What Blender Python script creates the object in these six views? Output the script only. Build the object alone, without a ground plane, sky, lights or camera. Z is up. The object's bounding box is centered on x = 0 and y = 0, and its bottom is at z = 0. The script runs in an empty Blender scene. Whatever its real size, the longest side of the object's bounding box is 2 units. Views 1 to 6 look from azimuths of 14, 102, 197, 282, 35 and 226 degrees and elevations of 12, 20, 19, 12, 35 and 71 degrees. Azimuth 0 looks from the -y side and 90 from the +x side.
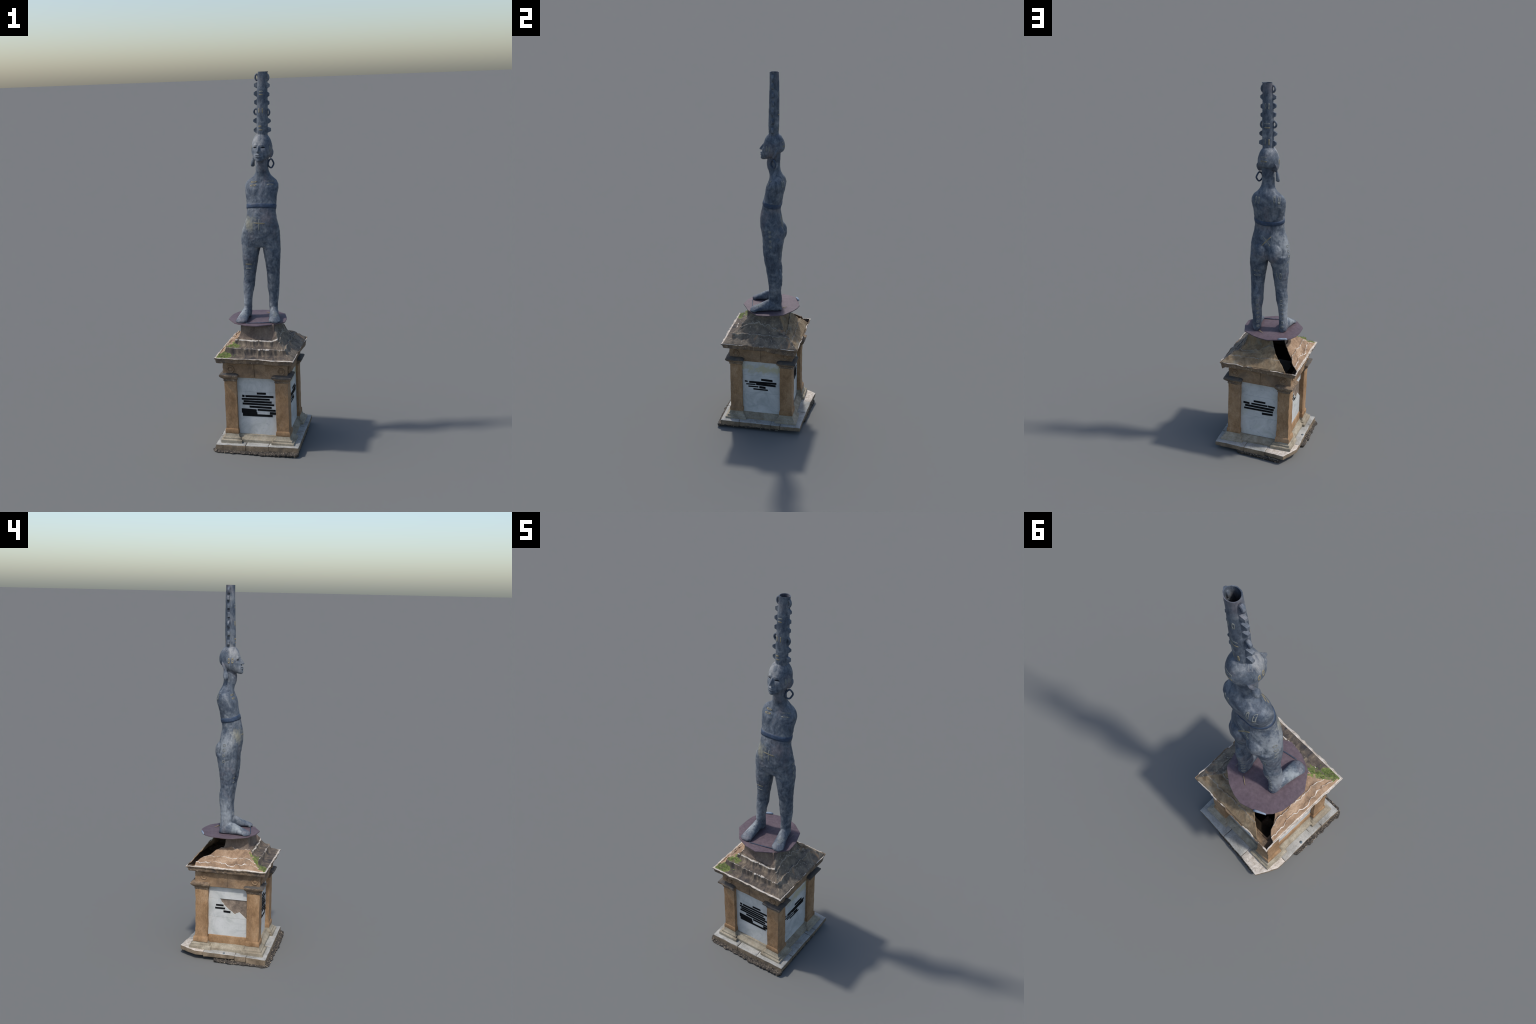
# Bronze standing figure with a tall tubular headdress on a sandstone and marble pedestal
import bpy, bmesh, math, random
import numpy as np
from mathutils import Vector, Matrix, noise
from mathutils.bvhtree import BVHTree

random.seed(7)
rng = np.random.default_rng(7)
SCN = bpy.context.scene.collection


# ------------------------------------------------------------------ materials
def new_mat(name):
    m = bpy.data.materials.new(name)
    m.use_nodes = True
    nt = m.node_tree
    return m, nt, nt.nodes["Principled BSDF"]


def tex_coord(nt, scale=(1, 1, 1), rot=(0, 0, 0)):
    tc = nt.nodes.new("ShaderNodeTexCoord")
    mp = nt.nodes.new("ShaderNodeMapping")
    mp.inputs["Scale"].default_value = scale
    mp.inputs["Rotation"].default_value = rot
    nt.links.new(tc.outputs["Object"], mp.inputs["Vector"])
    return mp.outputs["Vector"]


def noise_tex(nt, vec, scale, detail=5, rough=0.6, dist=0.0):
    n = nt.nodes.new("ShaderNodeTexNoise")
    n.inputs["Scale"].default_value = scale
    n.inputs["Detail"].default_value = detail
    n.inputs["Roughness"].default_value = rough
    n.inputs["Distortion"].default_value = dist
    nt.links.new(vec, n.inputs["Vector"])
    return n.outputs["Fac"]


def ramp(nt, fac, stops):
    r = nt.nodes.new("ShaderNodeValToRGB")
    els = r.color_ramp.elements
    while len(els) < len(stops):
        els.new(0.5)
    for e, (p, c) in zip(els, stops):
        e.position = p
        e.color = (*c, 1) if len(c) == 3 else c
    nt.links.new(fac, r.inputs["Fac"])
    return r.outputs["Color"]


def mix(nt, fac, a, b, mode="MIX"):
    m = nt.nodes.new("ShaderNodeMix")
    m.data_type = "RGBA"
    m.blend_type = mode
    for sock, val in ((m.inputs["Factor"], fac), (m.inputs["A"], a), (m.inputs["B"], b)):
        if hasattr(val, "is_linked"):
            nt.links.new(val, sock)
        elif isinstance(val, (int, float)):
            sock.default_value = val
        else:
            sock.default_value = (*val, 1)
    return m.outputs["Result"]


def mask(nt, fac, lo, hi):
    return ramp(nt, fac, [(lo, (0, 0, 0)), (hi, (1, 1, 1))])


def bump(nt, fac, bsdf, strength=0.3, distance=0.002):
    b = nt.nodes.new("ShaderNodeBump")
    b.inputs["Strength"].default_value = strength
    b.inputs["Distance"].default_value = distance
    nt.links.new(fac, b.inputs["Height"])
    nt.links.new(b.outputs["Normal"], bsdf.inputs["Normal"])


def stone(name, dark, mid, light, scale=22, stain=None, stain_amt=(0.55, 0.72), speck=None,
          rough=0.85, stretch=(1, 1, 1), fine=160):
    m, nt, bs = new_mat(name)
    v = tex_coord(nt, stretch)
    n1 = noise_tex(nt, v, scale, 6, 0.62, 0.4)
    col = ramp(nt, n1, [(0.3, dark), (0.5, mid), (0.72, light)])
    n2 = noise_tex(nt, v, fine, 3, 0.7)
    col = mix(nt, 0.45, col, ramp(nt, n2, [(0.3, (0.45, 0.45, 0.45)), (0.7, (1.25, 1.25, 1.25))]), "MULTIPLY")
    if stain:
        n3 = noise_tex(nt, v, scale * 0.55, 5, 0.65, 0.8)
        col = mix(nt, mask(nt, n3, *stain_amt), col, stain)
    if speck:
        n4 = noise_tex(nt, v, scale * 4.5, 2, 0.5)
        col = mix(nt, mask(nt, n4, 0.62, 0.70), col, speck)
    nt.links.new(col, bs.inputs["Base Color"])
    bs.inputs["Roughness"].default_value = rough
    bs.inputs["Specular IOR Level"].default_value = 0.25
    bump(nt, n2, bs, 0.35, 0.002)
    return m


def bronze_material():
    m, nt, bs = new_mat("weathered_bronze")
    v = tex_coord(nt)
    n1 = noise_tex(nt, v, 17, 6, 0.68, 0.6)
    col = ramp(nt, n1, [(0.31, (0.034, 0.047, 0.072)), (0.48, (0.080, 0.099, 0.127)), (0.67, (0.172, 0.188, 0.207))])  # whole patina darkened partway toward the figure's shaded sides
    n2 = noise_tex(nt, v, 7, 4, 0.6, 0.3)
    col = mix(nt, mask(nt, n2, 0.54, 0.72), col, (0.130, 0.122, 0.136))      # purplish brown bloom
    v2 = tex_coord(nt, (1, 1, 0.45))
    n3 = noise_tex(nt, v2, 75, 4, 0.7, 0.5)
    col = mix(nt, 0.85, col, ramp(nt, n3, [(0.32, (0.52, 0.55, 0.60)), (0.68, (1.50, 1.46, 1.40))]), "MULTIPLY")
    # paler patches on the head, belly, hip, leg and feet
    tc = nt.nodes.new("ShaderNodeTexCoord")
    n5 = noise_tex(nt, v2, 48, 5, 0.72, 0.6)
    for centre, radius, tint, amt in (((0.005, 0.015, 1.648), 0.070, (0.330, 0.330, 0.325), 0.7), ((-0.100, -0.030, 0.730), 0.060, (0.300, 0.330, 0.340), 0.65),
                                      ((-0.105, 0.045, 0.800), 0.095, (0.260, 0.285, 0.310), 0.9), ((0.090, -0.035, 0.730), 0.035, (0.240, 0.270, 0.280), 0.6),
                                      ((-0.045, -0.020, 1.215), 0.060, (0.215, 0.210, 0.165), 0.9), ((-0.075, 0.060, 1.180), 0.085, (0.250, 0.270, 0.285), 0.8)):
        d = nt.nodes.new("ShaderNodeVectorMath"); d.operation = "DISTANCE"
        nt.links.new(tc.outputs["Object"], d.inputs[0]); d.inputs[1].default_value = centre
        k = nt.nodes.new("ShaderNodeMath"); k.operation = "MULTIPLY_ADD"
        nt.links.new(d.outputs["Value"], k.inputs[0]); k.inputs[1].default_value = -0.38 / radius
        nt.links.new(n5, k.inputs[2])
        f = nt.nodes.new("ShaderNodeMath"); f.operation = "MULTIPLY"
        nt.links.new(mask(nt, k.outputs[0], 0.18, 0.46), f.inputs[0]); f.inputs[1].default_value = amt
        col = mix(nt, f.outputs[0], col, tint)
    nt.links.new(col, bs.inputs["Base Color"])
    bs.inputs["Roughness"].default_value = 0.62
    bs.inputs["Specular IOR Level"].default_value = 0.3
    bump(nt, n3, bs, 0.45, 0.003)
    return m


def marble_material(name, stain_band=None):
    m, nt, bs = new_mat(name)
    v = tex_coord(nt)
    n1 = noise_tex(nt, v, 9, 7, 0.65, 1.2)
    col = ramp(nt, n1, [(0.32, (0.36, 0.375, 0.365)), (0.5, (0.50, 0.505, 0.49)), (0.70, (0.58, 0.58, 0.57))])
    n2 = noise_tex(nt, v, 38, 6, 0.7, 2.0)
    col = mix(nt, mask(nt, n2, 0.56, 0.76), col, (0.33, 0.35, 0.37))
    n4 = noise_tex(nt, v, 120, 2, 0.6)
    col = mix(nt, mask(nt, n4, 0.72, 0.78), col, (0.30, 0.32, 0.33))
    n3 = noise_tex(nt, v, 6, 4, 0.6, 0.5)
    col = mix(nt, mask(nt, n3, 0.58, 0.85), col, (0.50, 0.51, 0.44))
    if stain_band:
        z0, z1, c = stain_band
        tc = nt.nodes.new("ShaderNodeTexCoord")
        sp = nt.nodes.new("ShaderNodeSeparateXYZ")
        nt.links.new(tc.outputs["Object"], sp.inputs[0])
        n5 = noise_tex(nt, v, 26, 5, 0.6, 0.6)
        ma = nt.nodes.new("ShaderNodeMath"); ma.operation = "SUBTRACT"
        nt.links.new(sp.outputs["Z"], ma.inputs[0]); ma.inputs[1].default_value = (z0 + z1) / 2
        mb = nt.nodes.new("ShaderNodeMath"); mb.operation = "ABSOLUTE"
        nt.links.new(ma.outputs[0], mb.inputs[0])
        mc = nt.nodes.new("ShaderNodeMath"); mc.operation = "MULTIPLY_ADD"
        nt.links.new(mb.outputs[0], mc.inputs[0])
        mc.inputs[1].default_value = -0.22 / ((z1 - z0) / 2)
        nt.links.new(n5, mc.inputs[2])
        col = mix(nt, mask(nt, mc.outputs[0], 0.30, 0.48), col, c)
    nt.links.new(col, bs.inputs["Base Color"])
    bs.inputs["Roughness"].default_value = 0.6
    bump(nt, n2, bs, 0.15, 0.001)
    return m


def plain(name, c, rough=0.7, var=0.25, scale=60, spec=0.3):
    m, nt, bs = new_mat(name)
    v = tex_coord(nt)
    n = noise_tex(nt, v, scale, 4, 0.6)
    lo = tuple(x * (1 - var) for x in c)
    hi = tuple(x * (1 + var) for x in c)
    nt.links.new(ramp(nt, n, [(0.3, lo), (0.7, hi)]), bs.inputs["Base Color"])
    bs.inputs["Roughness"].default_value = rough
    bs.inputs["Specular IOR Level"].default_value = spec
    return m


M_BRONZE = bronze_material()
M_BELT = plain("blue_black_belt", (0.035, 0.055, 0.095), 0.55, 0.3, 70)
M_RING = plain("dark_bronze_ring", (0.040, 0.055, 0.085), 0.55, 0.3, 90)
M_EYE = plain("eye_slit_painted_shade", (0.012, 0.014, 0.020), 0.8, 0.2, 90, 0.1)
M_MARK = plain("cream_paint", (0.170, 0.178, 0.168), 0.75, 0.3, 220)
M_MARKY = plain("yellow_paint", (0.215, 0.188, 0.125), 0.75, 0.3, 220)
M_DISC = stone("purple_brown_plate", (0.100, 0.072, 0.088), (0.125, 0.092, 0.108), (0.155, 0.118, 0.132), 9, rough=0.6, fine=60)
M_SAND = stone("sandstone", (0.195, 0.112, 0.055), (0.325, 0.198, 0.104), (0.445, 0.300, 0.180), 14,
               (0.170, 0.108, 0.066), (0.54, 0.78), rough=0.9, stretch=(1, 1, .6))
M_FRIEZE = stone("frieze_sandstone", (0.150, 0.095, 0.055), (0.265, 0.172, 0.100), (0.365, 0.255, 0.160), 15,
                 (0.120, 0.090, 0.068), (0.50, 0.76), rough=0.9)
M_CAP = stone("weathered_sandstone", (0.10, 0.075, 0.06), (0.205, 0.145, 0.095), (0.33, 0.235, 0.15), 26,
              (0.075, 0.065, 0.060), (0.50, 0.72), speck=(0.36, 0.28, 0.2))
M_CAPDARK = stone("dark_ledge", (0.060, 0.062, 0.065), (0.095, 0.085, 0.075), (0.16, 0.125, 0.09), 30)
M_BASE = stone("base_stone", (0.200, 0.170, 0.125), (0.320, 0.280, 0.210), (0.430, 0.385, 0.305), 16,
               (0.20, 0.155, 0.105), (0.56, 0.78))
M_SLAB = stone("slab_stone", (0.250, 0.245, 0.225), (0.360, 0.355, 0.330), (0.46, 0.45, 0.42), 13,
               (0.245, 0.20, 0.15), (0.60, 0.82))
M_SLABSIDE = stone("slab_side_stone", (0.135, 0.102, 0.068), (0.225, 0.170, 0.115), (0.315, 0.245, 0.170), 18,
                   (0.090, 0.075, 0.058), (0.54, 0.75))
M_GRAVEL = stone("gravel_soil", (0.018, 0.017, 0.017), (0.045, 0.039, 0.034), (0.115, 0.095, 0.075), 75,
                 speck=(0.42, 0.35, 0.27))
M_PEBBLE = stone("pale_pebble", (0.16, 0.13, 0.10), (0.28, 0.23, 0.17), (0.48, 0.39, 0.29), 40)
M_ROOFF = stone("roof_front_stone", (0.055, 0.048, 0.044), (0.130, 0.104, 0.082), (0.280, 0.225, 0.160), 24,  # four roof tones differ per side, partly from sun and shade baked in
                (0.046, 0.043, 0.045), (0.50, 0.66), stretch=(1.6, 1.0, 0.55))
M_ROOFR = stone("roof_grey_stone", (0.080, 0.068, 0.058), (0.175, 0.145, 0.112), (0.310, 0.245, 0.175), 22,
                (0.35, 0.210, 0.118), (0.60, 0.74), speck=(0.30, 0.26, 0.21))
M_ROOFB = stone("roof_tan_stone", (0.140, 0.098, 0.060), (0.275, 0.195, 0.115), (0.390, 0.300, 0.190), 20,
                (0.235, 0.215, 0.165), (0.55, 0.72), stretch=(1, 1, 0.6))
M_ROOFL = stone("roof_warm_stone", (0.170, 0.112, 0.074), (0.320, 0.212, 0.134), (0.480, 0.350, 0.245), 17,
                (0.225, 0.180, 0.138), (0.56, 0.74))
M_PALE = stone("pale_worn_edge", (0.40, 0.34, 0.28), (0.56, 0.50, 0.43), (0.74, 0.68, 0.62), 60)
M_SEAM = stone("grey_worn_edge", (0.20, 0.175, 0.14), (0.30, 0.265, 0.215), (0.40, 0.36, 0.30), 60)
M_GRASS = stone("moss_grass", (0.055, 0.075, 0.022), (0.125, 0.165, 0.045), (0.280, 0.310, 0.100), 45,
                (0.16, 0.13, 0.085), (0.52, 0.64), stretch=(2.5, 2.5, 0.5))
M_NECK = stone("brown_neck_stone", (0.105, 0.078, 0.066), (0.170, 0.130, 0.105), (0.235, 0.185, 0.145), 18,
               (0.060, 0.060, 0.068), (0.58, 0.80), stretch=(1, 1, 0.6))
M_MARBLE = marble_material("white_marble")
M_MARBLEY = marble_material("stained_marble", (0.325, 0.392, (0.45, 0.42, 0.29)))
M_RUBBLE = stone("rubble_core", (0.12, 0.095, 0.078), (0.225, 0.175, 0.135), (0.33, 0.265, 0.205), 30)
M_BLACK = plain("black_inscription", (0.0075, 0.0075, 0.0085), 0.8, 0.3, 80, 0.1)
M_INNER = plain("dark_hollow", (0.020, 0.015, 0.011), 0.95, 0.4, 30, 0.0)  # brown taken almost to black for the unlit interior


# ------------------------------------------------------------------ mesh helpers
def make(name, verts, faces, mats, parent=None, smooth=True, face_mats=None, kind=None, angle=None):
    me = bpy.data.meshes.new(name)
    me.from_pydata([tuple(map(float, v)) for v in verts], [], [tuple(int(i) for i in f) for f in faces])
    me.validate()
    bm = bmesh.new(); bm.from_mesh(me)
    bmesh.ops.recalc_face_normals(bm, faces=bm.faces)
    bm.to_mesh(me); bm.free()
    for m in (mats if isinstance(mats, (list, tuple)) else [mats]):
        me.materials.append(m)
    if face_mats is not None:
        me.polygons.foreach_set("material_index", np.asarray(face_mats, dtype=np.int32))
    if smooth:
        me.shade_smooth()
        if angle:
            me.set_sharp_from_angle(angle=math.radians(angle))
    ob = bpy.data.objects.new(name, me)
    SCN.objects.link(ob)
    if parent:
        ob.parent = parent
    if kind:
        ob["kind"] = kind
    return ob


def nz(p, s, seed=0.0):
    return noise.noise(Vector((p[0] * s + seed, p[1] * s + seed * 1.7, p[2] * s - seed)))


def wobble(V, amp, scale=30, seed=0.0):
    out = []
    for p in V:
        v = noise.noise_vector(Vector((p[0] * scale + seed, p[1] * scale, p[2] * scale)))
        w = noise.noise_vector(Vector((p[0] * scale * 3.1, p[1] * scale * 3.1 + seed, p[2] * scale * 3.1)))
        out.append((p[0] + amp * (v[0] + 0.4 * w[0]), p[1] + amp * (v[1] + 0.4 * w[1]), p[2] + amp * (v[2] + 0.4 * w[2])))
    return out


def loft(rings, cap=True):
    """rings: list of equally long closed loops -> verts, faces"""
    n = len(rings[0]); V = [p for r in rings for p in r]; F = []
    for i in range(len(rings) - 1):
        for j in range(n):
            k = (j + 1) % n
            F.append((i * n + j, i * n + k, (i + 1) * n + k, (i + 1) * n + j))
    if cap:
        F.append(tuple(range(n - 1, -1, -1)))
        F.append(tuple((len(rings) - 1) * n + j for j in range(n)))
    return V, F


def oval(cx, cy, z, a, b, rot=0.0, e=2.0, n=48):
    c, s = math.cos(rot), math.sin(rot); R = []
    for i in range(n):
        t = 2 * math.pi * i / n
        x = a * math.copysign(abs(math.cos(t)) ** (2 / e), math.cos(t))
        y = b * math.copysign(abs(math.sin(t)) ** (2 / e), math.sin(t))
        R.append((cx + c * x - s * y, cy + s * x + c * y, z))
    return R


def dense(poly, step):
    out = []
    for i, p in enumerate(poly):
        q = poly[(i + 1) % len(poly)]
        m = max(1, int(math.dist(p, q) / step))
        out += [(p[0] + (q[0] - p[0]) * k / m, p[1] + (q[1] - p[1]) * k / m) for k in range(m)]
    return out


def inset(poly, d):
    n = len(poly); area = sum(poly[i][0] * poly[(i + 1) % n][1] - poly[(i + 1) % n][0] * poly[i][1] for i in range(n))
    sg = 1 if area > 0 else -1; out = []
    for i in range(n):
        a, b, c = poly[i - 1], poly[i], poly[(i + 1) % n]
        def nrm(p, q):
            L = math.dist(p, q) or 1e-9
            return (-(q[1] - p[1]) / L * sg, (q[0] - p[0]) / L * sg)
        n1, n2 = nrm(a, b), nrm(b, c)
        m = (n1[0] + n2[0], n1[1] + n2[1]); k = max(0.5, (m[0] * n1[0] + m[1] * n1[1]))
        out.append((b[0] + m[0] / k * d, b[1] + m[1] / k * d))
    return out


def prism(poly, w0, w1, chamfer=0.003, step=0.012, frame=None, levels=None, amp=0.0012, scale=30, seed=0.0):
    """extrude a 2D outline from w0 to w1 with chamfered rims; frame maps (u,v,w) to world"""
    P = dense(poly, step); c = chamfer
    nl = levels or max(1, int(abs(w1 - w0) / 0.02))
    sgn = 1 if w1 > w0 else -1
    rows = [(P, w0)] if c == 0 else [(inset(P, c), w0)]
    rows += [(P, w0 + sgn * c + (w1 - w0 - 2 * sgn * c) * k / nl) for k in range(nl + 1)]
    rows += [(inset(P, c), w1)] if c else []
    # shrinking cap rings so noise can bend the top
    f = frame or (lambda u, v, w: (u, v, w))
    V, F = loft([[f(u, v, w) for u, v in r] for r, w in rows])
    return wobble(V, amp, scale, seed), F


def rbox(x0, x1, y0, y1, z0, z1, r=0.004, step=0.012, amp=0.0012, scale=30, seed=0.0):
    """box with rounded edges, a fine grid and slight surface wobble"""
    lo = np.array([x0, y0, z0]); hi = np.array([x1, y1, z1]); r = min(r, (hi - lo).min() * 0.45)
    bm = bmesh.new()
    def axis(a):
        L = hi[a] - lo[a]; m = max(1, int((L - 2 * r) / step))
        g = [lo[a], lo[a] + r * 0.45] + list(np.linspace(lo[a] + r, hi[a] - r, m + 1)) + [hi[a] - r * 0.45, hi[a]]
        return g
    G = [axis(0), axis(1), axis(2)]
    for a in range(3):
        b, c = (a + 1) % 3, (a + 2) % 3
        for side in (lo[a], hi[a]):
            grid = []
            for u in G[b]:
                row = []
                for v in G[c]:
                    p = np.zeros(3); p[a] = side; p[b] = u; p[c] = v
                    q = np.clip(p, lo + r, hi - r); d = p - q; L = np.linalg.norm(d)
                    if L > 0:
                        p = q + d / L * r
                    row.append(bm.verts.new(p))
                grid.append(row)
            for i in range(len(grid) - 1):
                for j in range(len(grid[0]) - 1):
                    bm.faces.new((grid[i][j], grid[i + 1][j], grid[i + 1][j + 1], grid[i][j + 1]))
    bmesh.ops.remove_doubles(bm, verts=bm.verts, dist=1e-6)
    bm.verts.index_update()
    V = [tuple(v.co) for v in bm.verts]; F = [tuple(v.index for v in f.verts) for f in bm.faces]
    bm.free()
    return (wobble(V, amp, scale, seed) if amp else V), F


def hull(points):
    bm = bmesh.new()
    for p in points:
        bm.verts.new(p)
    res = bmesh.ops.convex_hull(bm, input=bm.verts)
    bmesh.ops.delete(bm, geom=[g for g in res["geom_interior"] if isinstance(g, bmesh.types.BMVert)], context="VERTS")
    bm.verts.index_update()
    V = [tuple(v.co) for v in bm.verts]; F = [tuple(v.index for v in f.verts) for f in bm.faces]
    bm.free()
    return V, F


def ellipsoid(c, radii, M=None, nu=24, nv=14):
    M = M or Matrix.Identity(3); rings = []
    for i in range(nv + 1):
        ph = -math.pi / 2 + math.pi * (i + 0.02) / (nv + 0.04)
        rings.append([tuple(Vector(c) + M @ Vector((radii[0] * math.cos(ph) * math.cos(t), radii[1] * math.cos(ph) * math.sin(t), radii[2] * math.sin(ph))))
                      for t in (2 * math.pi * k / nu for k in range(nu))])
    return loft(rings)


def merge(parts):
    V, F = [], []
    for v, f in parts:
        o = len(V); V += list(v); F += [tuple(i + o for i in x) for x in f]
    return V, F


def interp(rows, zs):
    """rows sorted by first column; smooth interpolation of the remaining columns"""
    A = np.array(sorted(rows), float); out = []
    for z in zs:
        i = int(np.clip(np.searchsorted(A[:, 0], z) - 1, 0, len(A) - 2))
        p0, p1, p2, p3 = A[max(i - 1, 0)], A[i], A[i + 1], A[min(i + 2, len(A) - 1)]
        t = (z - p1[0]) / (p2[0] - p1[0])
        m1 = (p2 - p0)[1:] / (p2[0] - p0[0]); m2 = (p3 - p1)[1:] / (p3[0] - p1[0]); h = p2[0] - p1[0]
        out.append((2 * t**3 - 3 * t**2 + 1) * p1[1:] + (t**3 - 2 * t**2 + t) * h * m1 + (-2 * t**3 + 3 * t**2) * p2[1:] + (t**3 - t**2) * h * m2)
    return out


# ------------------------------------------------------------------ the thing
thing = bpy.data.objects.new("statue_on_pedestal", None)
SCN.objects.link(thing)
thing["label"] = "armless bronze figure with tall headdress on sandstone pedestal"
thing["category"] = "statue"
BODY_ROT = math.radians(2)
MEASURE = math.radians(14), math.radians(102)

# ------------------------------------------------------------------ figure: body volumes
TORSO = [  # z, centre x, centre y, half width, half depth, squareness
    (1.600, .029, .056, .031, .031, 2.0), (1.560, .029, .053, .033, .032, 2.0), (1.530, .027, .0475, .0335, .0350, 2.0),
    (1.510, .026, .0480, .0338, .0347, 2.0), (1.490, .025, .0510, .0350, .0342, 2.0), (1.475, .0242, .0555, .0385, .0343, 2.0),
    (1.460, .023, .061, .048, .0365, 2.0), (1.450, .022, .064, .059, .039, 2.0), (1.440, .020, .0655, .071, .042, 2.1),
    (1.430, .018, .066, .0797, .0447, 2.2), (1.410, .018, .062, .0890, .0494, 2.3), (1.390, .017, .059, .0880, .0516, 2.3),
    (1.370, .016, .055, .0850, .0520, 2.3), (1.330, .017, .046, .0800, .0517, 2.3), (1.290, .017, .037, .0773, .0514, 2.3),
    (1.270, .017, .033, .0766, .0517, 2.25), (1.250, .017, .030, .0788, .0536, 2.2), (1.230, .016, .030, .0832, .0572, 2.2),
    (1.210, .014, .031, .0892, .0600, 2.2), (1.190, .013, .032, .0950, .0615, 2.2), (1.170, .011, .034, .0990, .0625, 2.2),
    (1.150, .009, .037, .1020, .0625, 2.2), (1.130, .007, .039, .1040, .0620, 2.2), (1.110, .007, .040, .1047, .0600, 2.2),
    (1.090, .007, .040, .1045, .0555, 2.1), (1.078, .007, .040, .098, .047, 2.0)]
LEG_R = [(1.120, -.044, .044, .052, .056), (1.080, -.046, .041, .0510, .0535), (1.050, -.0500, .0385, .0470, .0485), (1.030, -.052, .037, .0448, .0456),
         (1.010, -.054, .037, .0418, .0428), (.990, -.055, .037, .0392, .0405), (.970, -.0555, .037, .0368, .0382), (.950, -.057, .037, .0347, .0357),
         (.930, -.060, .038, .0329, .0334), (.910, -.0625, .0395, .0314, .0325), (.890, -.065, .041, .0314, .0327), (.870, -.067, .041, .0313, .0330),
         (.850, -.069, .040, .0301, .0328), (.830, -.071, .038, .0277, .0321), (.810, -.073, .037, .0254, .0309), (.790, -.0742, .036, .0239, .0301),
         (.770, -.0758, .0355, .0230, .0300), (.750, -.0770, .0360, .0228, .0302), (.720, -.0790, .038, .0225, .031), (.690, -.081, .040, .021, .0295)]
LEG_L = [(1.120, .056, .050, .052, .058), (1.080, .062, .048, .0500, .0555), (1.050, .0650, .0460, .0468, .0515), (1.030, .066, .045, .0442, .0485),
         (1.010, .067, .044, .0420, .0454), (.990, .068, .044, .0397, .0424), (.970, .068, .045, .0377, .0400), (.950, .068, .047, .0360, .0381),
         (.930, .068, .049, .0349, .0368), (.910, .067, .051, .0340, .0362), (.890, .066, .0535, .0338, .0358), (.870, .065, .057, .0338, .0358),
         (.850, .064, .059, .0333, .0354), (.830, .0645, .060, .0307, .0347), (.810, .065, .060, .0281, .0338), (.790, .064, .060, .0262, .0336),
         (.770, .063, .060, .0244, .0342), (.750, .062, .060, .0235, .0345), (.720, .061, .061, .0230, .034), (.690, .060, .063, .0215, .031)]


def axes(h1, h2):
    """half axes of an ellipse turned by BODY_ROT whose half widths across two bearings are h1, h2"""
    t1, t2 = MEASURE[0] - BODY_ROT, MEASURE[1] - BODY_ROT
    A = np.array([[math.cos(t1) ** 2, math.sin(t1) ** 2], [math.cos(t2) ** 2, math.sin(t2) ** 2]])
    a2, b2 = np.linalg.solve(A, [h1 * h1, h2 * h2])
    return math.sqrt(a2), math.sqrt(b2)


def limb(rows, n=40, step=0.006, with_e=False):
    zs = np.arange(rows[-1][0], rows[0][0] + 1e-6, step)
    rings = []
    for z, r in zip(zs, interp(rows, zs)):
        a, b = axes(r[2], r[3])
        rings.append(oval(r[0], r[1], z, a, b, BODY_ROT, (r[4] - .06) if with_e else 2.04, n))
    return loft(rings)


FOOT = [  # along the sole from heel (0) to toe (1): half width, height of the instep
    (0.0, .011, .022), (.05, .0185, .036), (.16, .0225, .055), (.30, .0232, .064), (.42, .0238, .062), (.54, .0255, .053),
    (.66, .0285, .043), (.78, .0315, .0325), (.88, .0315, .0240), (.95, .0260, .0185), (1.0, .014, .012)]


def foot(heel, toe, side):
    h, t = Vector((*heel, 0)), Vector((*toe, 0)); ax = (t - h); L = ax.length; ax.normalize()
    lat = Vector((-ax.y, ax.x, 0)); rings = []
    us = np.linspace(0, 1, 26)
    for u, (w, ht) in zip(us, interp(FOOT, us)):
        c = h + ax * (u * L); ring = []
        for k in range(24):
            a = 2 * math.pi * k / 24; x = math.cos(a); z = math.sin(a)
            zz = 0.684 + ht * (0.5 + 0.5 * math.copysign(abs(z) ** 0.75, z))
            tilt = 1.0 - 0.10 * side * x * (u > 0.4)
            ring.append(tuple(c + lat * (w * x * (1 - 0.25 * max(z, 0))) + Vector((0, 0, 0.684 + (zz - 0.684) * tilt))))
        rings.append(ring)
    parts = [loft(rings)]
    for k in range(5):                                     # toes
        f = (k - 2) / 2.0; big = (k == (0 if side < 0 else 4))
        c = h + ax * (L * (0.945 - 0.055 * abs(f) ** 1.5 - 0.012 * (1 + f * side))) + lat * (f * 0.0245)
        r = 0.0085 if big else 0.0062
        parts.append(ellipsoid((c.x, c.y, 0.684 + r * 0.95), (r, r * 1.5, r), Matrix.Rotation(math.atan2(ax.y, ax.x) + math.pi / 2, 3, "Z"), 12, 8))
    return merge(parts)


# ------------------------------------------------------------------ figure: head volume in its own turned frame
HEAD_C = Vector((.0285, .050, 0)); HEAD_ROT = math.radians(-6.5)
HR = Matrix.Rotation(HEAD_ROT, 3, "Z")


def hw(x, y, z):
    v = HR @ Vector((x, y, 0)) + HEAD_C
    return (v.x, v.y, z)


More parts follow.
